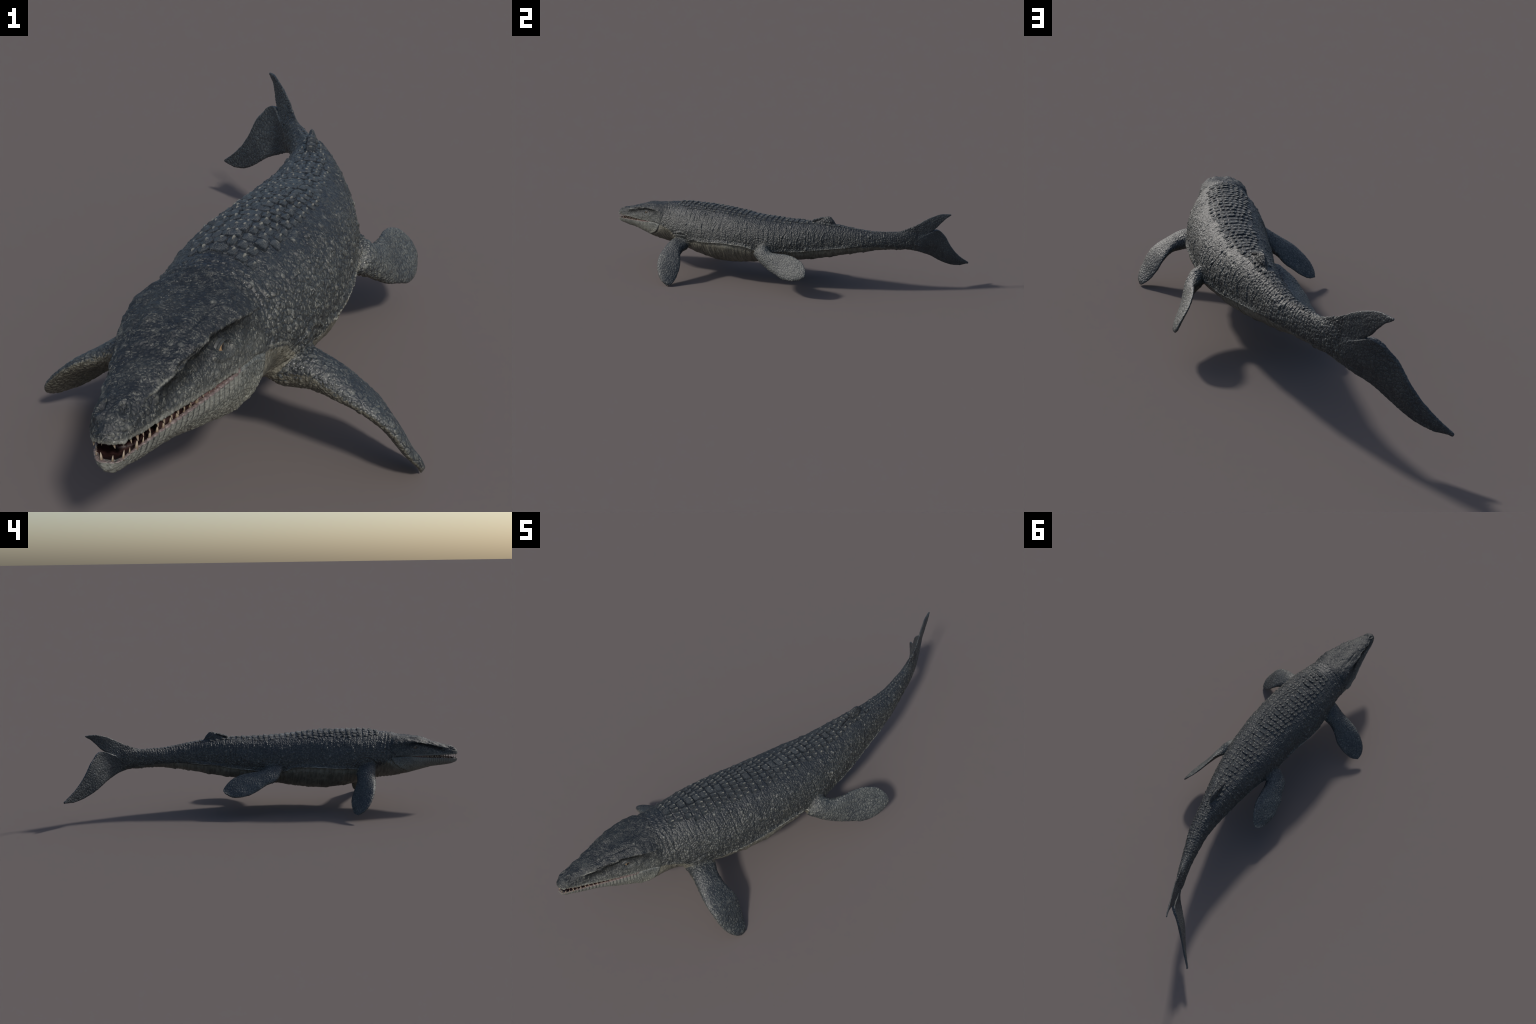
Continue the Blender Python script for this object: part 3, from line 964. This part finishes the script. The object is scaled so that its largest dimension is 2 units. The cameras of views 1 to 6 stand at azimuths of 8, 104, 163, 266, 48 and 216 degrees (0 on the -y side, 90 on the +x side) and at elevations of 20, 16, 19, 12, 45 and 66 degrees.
def eye_material():
    T = Tree("amber_eye")
    sep = T.nt.nodes.new("ShaderNodeSeparateXYZ")
    T.link(T.co, sep.inputs[0])
    x, y, z = sep.outputs
    r = T.math("SQRT", T.math("ADD", T.math("MULTIPLY", x, x), T.math("MULTIPLY", y, y)))
    c = T.mix(T.step(T.noise(9, 3), .3, .7), (.17, .105, .055), (.27, .185, .105))
    c = T.mix(T.step(r, .44, .36), c, (.004, .004, .004))
    c = T.mix(T.step(r, .72, .85), c, (.05, .035, .03))
    T.link(c, T.bsdf.inputs["Base Color"])
    T.bsdf.inputs["Roughness"].default_value = .12
    T.bsdf.inputs["Coat Weight"].default_value = .8
    return T.mat


M_TOOTH, M_SCUTE, M_EYE = tooth_material(), scute_material(), eye_material()

# ------------------------------------------------------------------ divide the body by region
root = bpy.data.objects.new("marine_reptile", None)
bpy.context.scene.collection.objects.link(root)
root["label"] = "dark scaly marine reptile with paddles, open toothed jaws and forked tail"
root["category"] = "prehistoric reptile"

nf = len(me.polygons)
starts = np.empty(nf, np.int32)
me.polygons.foreach_get("loop_start", starts)
totals = np.empty(nf, np.int32)
me.polygons.foreach_get("loop_total", totals)
lv = np.empty(len(me.loops), np.int32)
me.loops.foreach_get("vertex_index", lv)
F0 = lv[starts]
quad = totals == 4
lip_mid = knots(t, [(-1.0, .267), (-.9, .2695), (-.8, .2745), (-.75, .279), (-.70, .278), (-.66, .272)])
region = np.full(NV, 2)                 # torso
region[t < -.575] = 1                   # neck
region[t > .335] = 3                    # tail
region[t > .735] = 4                    # tail fin
in_fin = (z > zt_t + .0035) & (t > .12) & (t < .32) & (np.abs(u) < .022)
region[in_fin] = 5
region[(dj < .0015) & (t < -.6)] = 0                  # head
region[(region == 0) & (z < lip_mid)] = 6             # lower jaw
region[MOUTH] = 7
for n in range(1, 5):
    region[paddle_of == n] = 7 + n
names = {0: ("head", M_HEAD), 1: ("neck", M_BODY), 2: ("torso", M_BODY), 3: ("tail", M_BODY), 4: ("tail_fin", M_FLUKE), 5: ("dorsal_fin", M_BODY),
         6: ("lower_jaw", M_JAW), 7: ("mouth_lining", M_GUM), 8: ("forelimb", M_PAD), 9: ("forelimb", M_PAD), 10: ("hindlimb", M_HIND), 11: ("hindlimb", M_HIND)}
# outer shell only
fkeep = keep[F0]
freg = region[F0]
# a face takes the region most of its corners have
corner = np.stack([lv[np.minimum(starts + k, starts + totals - 1)] for k in range(4)], 1)
rc = np.sort(region[corner], axis=1)
freg = np.where(rc[:, 1] == rc[:, 2], rc[:, 1], rc[:, 0])
side_f = paddle_side[corner].mean(1)
fnz = np.empty(nf * 3, np.float32)
me.polygons.foreach_get("normal", fnz)
fnz = fnz.reshape(-1, 3)
parts = {}
for k, (nm, mat) in names.items():
    fs = np.where((freg == k) & fkeep)[0]
    if not len(fs):
        continue
    c4 = corner[fs]
    used, inv = np.unique(c4, return_inverse=True)
    inv = inv.reshape(c4.shape)
    pm = bpy.data.meshes.new(nm)
    q4 = quad[fs]
    tot = np.where(q4, 4, 3).astype(np.int32)
    loops = inv.ravel()[(np.arange(4)[None, :] < tot[:, None]).ravel()]
    st = np.concatenate([[0], np.cumsum(tot)[:-1]]).astype(np.int32)
    pm.vertices.add(len(used))
    pm.vertices.foreach_set("co", P[used].astype(np.float32).ravel())
    pm.loops.add(len(loops))
    pm.loops.foreach_set("vertex_index", loops.astype(np.int32))
    pm.polygons.add(len(fs))
    pm.polygons.foreach_set("loop_start", st)
    pm.polygons.foreach_set("loop_total", tot)
    pm.materials.append(mat)
    if k >= 8:
        pm.materials.append(M_UNDER)
        mid, up, A, B = list(PADDLES.values())[k - 8]["frame"]
        idx = np.clip((paddle_q[corner[fs][:, 0]] * (len(mid) - 1)).round().astype(int), 0, len(mid) - 1)
        under = ((fnz[fs] * up[idx]).sum(1) < -.05) & (side_f[fs] < .002)
        pm.polygons.foreach_set("material_index", under.astype(np.int32))
    pm.update(calc_edges=True)
    pm.validate()
    pm.polygons.foreach_set("use_smooth", np.ones(len(pm.polygons), bool))
    pm.normals_split_custom_set_from_vertices(VN[used].tolist())
    ob = bpy.data.objects.new(nm, pm)
    bpy.context.scene.collection.objects.link(ob)
    ob.parent = root
    parts.setdefault(nm, []).append(ob)

bvh_faces = corner[fkeep & quad][::1]
BVH = BVHTree.FromPolygons(P.tolist(), bvh_faces.tolist())
bpy.data.meshes.remove(me)


def surface(t0, u0, z0):
    """point and normal of the finished skin nearest to a place in body coordinates"""
    p = place(np.array([t0]), np.array([u0]), z0)[0]
    loc, nor, _, _ = BVH.find_nearest(Vector(p))
    return loc, nor


def child(name, mesh, parent, matrix):
    ob = bpy.data.objects.new(name, mesh)
    bpy.context.scene.collection.objects.link(ob)
    ob.parent = parent
    ob.matrix_world = matrix
    return ob


def frame(loc, zaxis, along):
    zaxis = Vector(zaxis).normalized()
    y = Vector(along) - zaxis * Vector(along).dot(zaxis)
    y.normalize()
    x = y.cross(zaxis)
    m = Matrix((x, y, zaxis)).transposed().to_4x4()
    m.translation = loc
    return m


# ------------------------------------------------------------------ scutes on the back
def scute_mesh(seed, keels, block):
    """a horny plate: blocky outline, one or more keels rising towards the back edge"""
    r = random.Random(seed)
    rings, n = [], 26
    lob = [1 + r.uniform(-.09, .09) for _ in range(n)]
    for k, (rad, hgt) in enumerate(((1.16, -.40), (1.14, -.03), (1.0, .0), (.94, .12), (.80, .18), (.55, .20), (.30, .21), (.12, .215))):
        pts = []
        for j in range(n):
            a = j / n * math.tau
            e = lob[j] ** (1 - k * .12)
            x = math.copysign(abs(math.cos(a)) ** block, math.cos(a)) * .5 * rad * e
            y = math.copysign(abs(math.sin(a)) ** block, math.sin(a)) * .5 * rad * e
            back = min(1, max(0, (y + .5)))
            crest = max(h * math.exp(-((x - c) / w) ** 2) for c, h, w in keels) * back ** 1.3 * max(0, 1 - rad ** 6) * (k > 2)
            pts.append((x, y, hgt * (.75 + .35 * back) + crest))
        rings.append(np.array(pts))
    v, f = loft(rings)
    m = new_mesh("scute", v, f)
    m.materials.append(M_SCUTE)
    for p in m.polygons:
        p.use_smooth = True
    return m


SCUTES = [scute_mesh(1, [(0, .24, .13)], .62), scute_mesh(2, [(.05, .28, .12)], .72), scute_mesh(3, [(-.05, .26, .15)], .6),
          scute_mesh(4, [(0, .16, .2)], .55), scute_mesh(5, [(0, .33, .11)], .8)]
WIDE = [scute_mesh(6, [(-.30, .20, .07), (0, .22, .07), (.30, .20, .07)], .5), scute_mesh(7, [(-.22, .24, .09), (.22, .24, .09)], .5)]
torso, neck, tail = parts["torso"][0], parts["neck"][0], parts["tail"][0]
made = 0


def set_scute(tt, o, lx, ly, lz, mesh):
    global made
    w, nt_ = float(prof("w", tt)), float(prof("nt", tt))
    q = min(abs(o) / w, .98)
    zz = float(prof("zm", tt) + (prof("zt", tt) - prof("zm", tt)) * (1 - q ** nt_) ** (1 / nt_))
    loc, _ = surface(tt, o, zz)

    def shell(a, b):
        k = min(abs(b) / float(prof("w", a)), .98)
        up_ = float(prof("zm", a) + (prof("zt", a) - prof("zm", a)) * (1 - k ** nt_) ** (1 / nt_))
        return Vector(place(np.array([a]), np.array([b]), up_)[0])

    nor = (shell(tt, o + .004) - shell(tt, o - .004)).cross(shell(tt + .01, o) - shell(tt - .01, o)).normalized()
    if nor.z < 0:
        nor = -nor
    m = frame(loc - nor * .0012, nor, (float(prof("dc", tt)), 1, 0))
    m = m @ Matrix.Rotation(random.uniform(-.12, .12), 4, "Z") @ Matrix.Diagonal((lx, ly, lz, 1))
    child("scute", mesh, neck if tt < -.575 else tail if tt > .335 else torso, m)
    made += 1


for i in range(int((BAND1 - BAND0) / PITCH)):
    tb = (math.floor(BAND0 / PITCH) + 1 + i) * PITCH + PITCH * .50
    half = float(knots(tb, [(-.62, .056), (-.5, .080), (-.3, .080), (-.1, .066), (.1, .048), (.25, .036), (.31, .022)]))
    drift = random.uniform(-.006, .006)
    spots = []
    fin = .185 < tb < .315
    if not fin and random.random() < .62:
        wide = random.choice((.034, .040, .030))
        spots.append((drift, wide, random.choice(WIDE)))
        left, right = drift - wide / 2, drift + wide / 2
    else:
        left = right = drift * .3 + (0 if not fin else 0)
        if fin:
            left, right = -.012, .012
    for sgn, edge in ((1, right), (-1, left)):
        o = edge * sgn
        while True:
            wd = random.uniform(.0150, .0230)
            o += wd / 2 + .0002
            if o > half:
                break
            if random.random() > max(0, o / half - .75) * 1.2:
                spots.append((sgn * o, wd, random.choice(SCUTES)))
            o += wd / 2
    for o, wd, mesh in spots:
        far = abs(o) / half
        tt = tb + random.uniform(-.0018, .0018) - .008 * far * far
        set_scute(tt, o, wd, PITCH * random.uniform(.80, .98) * (1 - .15 * far), .0220 * random.uniform(.65, 1.25) * (1 - .15 * far), mesh)
for tt, wd in ((.180, .020), (.198, .019), (.216, .018), (.232, .015)):   # steps climbing the front of the fin
    loc, nor = surface(tt, 0.0, float(knots(tt, FIN_TOP)) + .004)
    nor = Vector((nor.x * .3, nor.y, abs(nor.z))).normalized()
    child("scute", random.choice(SCUTES), parts["dorsal_fin"][0] if "dorsal_fin" in parts else torso,
          frame(loc - nor * .0015, nor, (float(prof("dc", tt)), 1, 0)) @ Matrix.Diagonal((wd, .0165, .0150, 1)))
    made += 1
tt = BAND1 + .012
while tt < .60:                          # smaller plates on the ridge of the tail
    pitch = .0225 - .022 * (tt - BAND1)
    half = float(knots(tt, [(.31, .021), (.45, .017), (.60, .010)]))
    cnt = 3 if half > .016 else 2
    for k in range(cnt):
        o = (k - (cnt - 1) / 2) * 2 * half / cnt
        set_scute(tt - .15 * abs(o), o, 2 * half / cnt * random.uniform(.88, 1.05), pitch * random.uniform(.80, .95), .0135 * random.uniform(.75, 1.2), random.choice(SCUTES[:4]))
    tt += pitch
print("scutes", made)

# ------------------------------------------------------------------ teeth
def tooth_mesh(bend, fat):
    rings, n = [], 12
    for k in range(9):
        q = k / 8
        r = fat * (1 - q ** 1.6) ** .8 * (1 - .15 * q) + .008
        rings.append(np.array([(r * math.cos(j / n * math.tau), r * 1.15 * math.sin(j / n * math.tau) + bend * q * q, -.35 + 1.35 * q) for j in range(n)]))
    m = new_mesh("tooth", *loft(rings))
    m.materials.append(M_TOOTH)
    for p in m.polygons:
        p.use_smooth = True
    return m


TEETH = [tooth_mesh(b, f) for b, f in ((.12, .24), (.2, .21), (.16, .27))]


def jaw_path(inset, slim):
    """lip line in plan from the right corner round the snout to the left corner"""
    ts = np.concatenate([np.linspace(-.80, -.985, 80), np.linspace(-.986, -.994, 12)])
    ws = np.array([prof("w", q) * snout_round(q) for q in ts]) * slim - inset
    ws[-1] = 0
    ws[-12:] = ws[-13] * np.sqrt(np.clip(1 - np.linspace(0, 1, 12) ** 2, 0, 1))
    pr = np.stack([ts, ws], 1)
    return np.vstack([pr, (pr * [1, -1])[::-1]])


def set_teeth(upper, parent, pitch, inset, slim):
    path = jaw_path(inset, slim)
    seg = np.linalg.norm(np.diff(path, axis=0), axis=1)
    s = np.concatenate([[0], np.cumsum(seg)])
    c = 0
    for d in np.arange(pitch * (.4 if upper else .9), s[-1], pitch):
        d += random.uniform(-.0012, .0012)
        tt, uu = (float(np.interp(d, s, path[:, k])) for k in (0, 1))
        lip = float(knots(tt, LIP_UP if upper else LIP_LOW))
        fr = smooth(-.975, -.95, tt)
        ln = (.0079 + .0034 * float(fr)) * random.uniform(.65, 1.25) * float(knots(tt, [(-1, 1), (-.86, 1), (-.80, .65)]))
        p = place(np.array([tt]), np.array([uu]), lip + (-.0005 if upper else .0002))[0]
        o = place(np.array([tt]), np.array([uu * 1.1]), lip)[0] - place(np.array([tt]), np.array([uu]), lip)[0]
        o = Vector(o)
        if o.length > 1e-6:
            o.normalize()
        axis = Vector((0, 0, -1 if upper else 1)) + o * (.16 if upper else .10) + Vector((0, random.uniform(-.1, .1), 0))
        m = frame(Vector(p), axis, (0, 1, 0))
        wd = ln * random.uniform(.85, 1.05)
        child("tooth", TEETH[c % 3], parent, m @ Matrix.Diagonal((wd * 1.05, wd * 1.05, ln, 1)))
        c += 1


set_teeth(True, parts["head"][0], .0136, .0042, .985)
set_teeth(False, parts["lower_jaw"][0], .0140, .0050, .95)

# ------------------------------------------------------------------ cheek skin closing the back of the mouth, tongue
for s, t0, t1, mat in ((1, -.850, -.742, M_CHEEK), (-1, -.850, -.742, M_CHEEK), (1, -.915, -.845, M_GUM), (-1, -.915, -.845, M_GUM)):
    rings = []
    for tt in np.linspace(t0, t1, 26):
        lo, hi = knots(tt, LIP_LOW) - .004, knots(tt, [(-1, .279), (-.7, .279)]) + .004
        w = prof("w", tt)
        a = np.linspace(0, math.tau, 14, endpoint=False)
        k = .915 - .10 * smooth(-.80, -.850, tt) - (.03 if mat is M_GUM else 0)
        uu = s * (w * k + .003 * np.cos(a))
        zz = (lo + hi) / 2 + (hi - lo) / 2 * np.sin(a)
        rings.append(place(np.full(14, tt), uu, zz))
    m = new_mesh("cheek" if mat is M_CHEEK else "gum", *loft(rings))
    m.materials.append(mat)
    for p in m.polygons:
        p.use_smooth = True
    child(m.name.split(".")[0], m, parts["lower_jaw"][0], Matrix.Identity(4))
rings = []
for tt in np.linspace(-.955, -.76, 30):
    q = (tt + .955) / .195
    w = .62 * prof("w", tt) * math.sqrt(min(1, q * 6 + .02))
    a = np.linspace(0, math.tau, 20, endpoint=False)
    zc = knots(tt, LIP_LOW) - .011
    rings.append(place(np.full(20, tt), w * np.cos(a), zc + .006 * np.sin(a) * (1 - .35 * np.exp(-(np.cos(a) / .2) ** 2) * (np.sin(a) > 0))))
m = new_mesh("tongue", *loft(rings))
m.materials.append(M_GUM)
for p in m.polygons:
    p.use_smooth = True
child("tongue", m, parts["lower_jaw"][0], Matrix.Identity(4))

# ------------------------------------------------------------------ eyes
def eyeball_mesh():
    rings = []
    for k in range(1, 16):
        a = math.pi * k / 16
        rings.append(np.array([(math.sin(a) * math.cos(j / 28 * math.tau), math.sin(a) * math.sin(j / 28 * math.tau), -math.cos(a)) for j in range(28)]))
    m = new_mesh("eye", *loft(rings))
    m.materials.append(M_EYE)
    for p in m.polygons:
        p.use_smooth = True
    return m


def eyelid_mesh():
    """a thick ring of skin round an almond slit: (half length, half height, drop, out)"""
    prof_ = [(.0215, .0140, .000, -.0030), (.0196, .0124, .0000, -.0004), (.0180, .0111, .0002, .0010), (.0166, .0100, .0002, .0001), (.0152, .0089, .0002, .0006),
             (.0138, .0078, .0002, .0016), (.0127, .0070, .0002, .0015), (.0118, .0062, .0000, .0014), (.0112, .0056, .0000, .0002), (.0112, .0056, .0, -.003)]
    n, rings = 40, []
    for A, B, dr, out in prof_:
        pts = []
        for j in range(n):
            a = j / n * math.tau
            x, y = A * math.cos(a), B * math.sin(a)
            y *= (1 - .35 * (abs(math.cos(a)) ** 6))
            heavy = .0010 * max(0, math.sin(a)) if out > .001 else 0
            pts.append((x, y - dr, out + heavy - .10 * abs(x)))
        rings.append(np.array(pts))
    m, nn = len(rings), n
    v = [p for r in rings for p in r]
    f = [(i*nn + j, i*nn + (j+1) % nn, (i+1)*nn + (j+1) % nn, (i+1)*nn + j) for i in range(m - 1) for j in range(nn)]
    me_ = new_mesh("eyelid", v, f)
    me_.materials.append(M_LID)
    for p in me_.polygons:
        p.use_smooth = True
    return me_


M_LID = plain("eyelid_skin", (.011, .013, .014), (.030, .033, .031), 170, .6)
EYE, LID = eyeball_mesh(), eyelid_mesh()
for s in (1, -1):
    far = Vector(place(np.array([EYE_T]), np.array([s * .20]), EYE_Z)[0])
    near = Vector(place(np.array([EYE_T]), np.array([0.0]), EYE_Z)[0])
    loc = BVH.ray_cast(far, (near - far).normalized())[0]
    out = (far - near).normalized()
    axis = Vector((out[0], out[1] - .10, .07)).normalized()
    base = loc + axis * .0004
    al = Vector((float(prof("dc", EYE_T)), 1, .06))
    # x along the head, y up
    zax = axis
    xax = (al - zax * al.dot(zax)).normalized()
    yax = zax.cross(xax)
    if yax.z < 0:
        yax = -yax
        xax = yax.cross(zax)
    mm = Matrix((xax, yax, zax)).transposed().to_4x4()
    mm.translation = Vector(base)
    child("eyelid", LID, parts["head"][0], mm)
    e = mm.copy()
    e.translation = Vector(base) - zax * .0098
    child("eye", EYE, parts["head"][0], e @ Matrix.Diagonal((.0118, .0118, .0118, 1)))
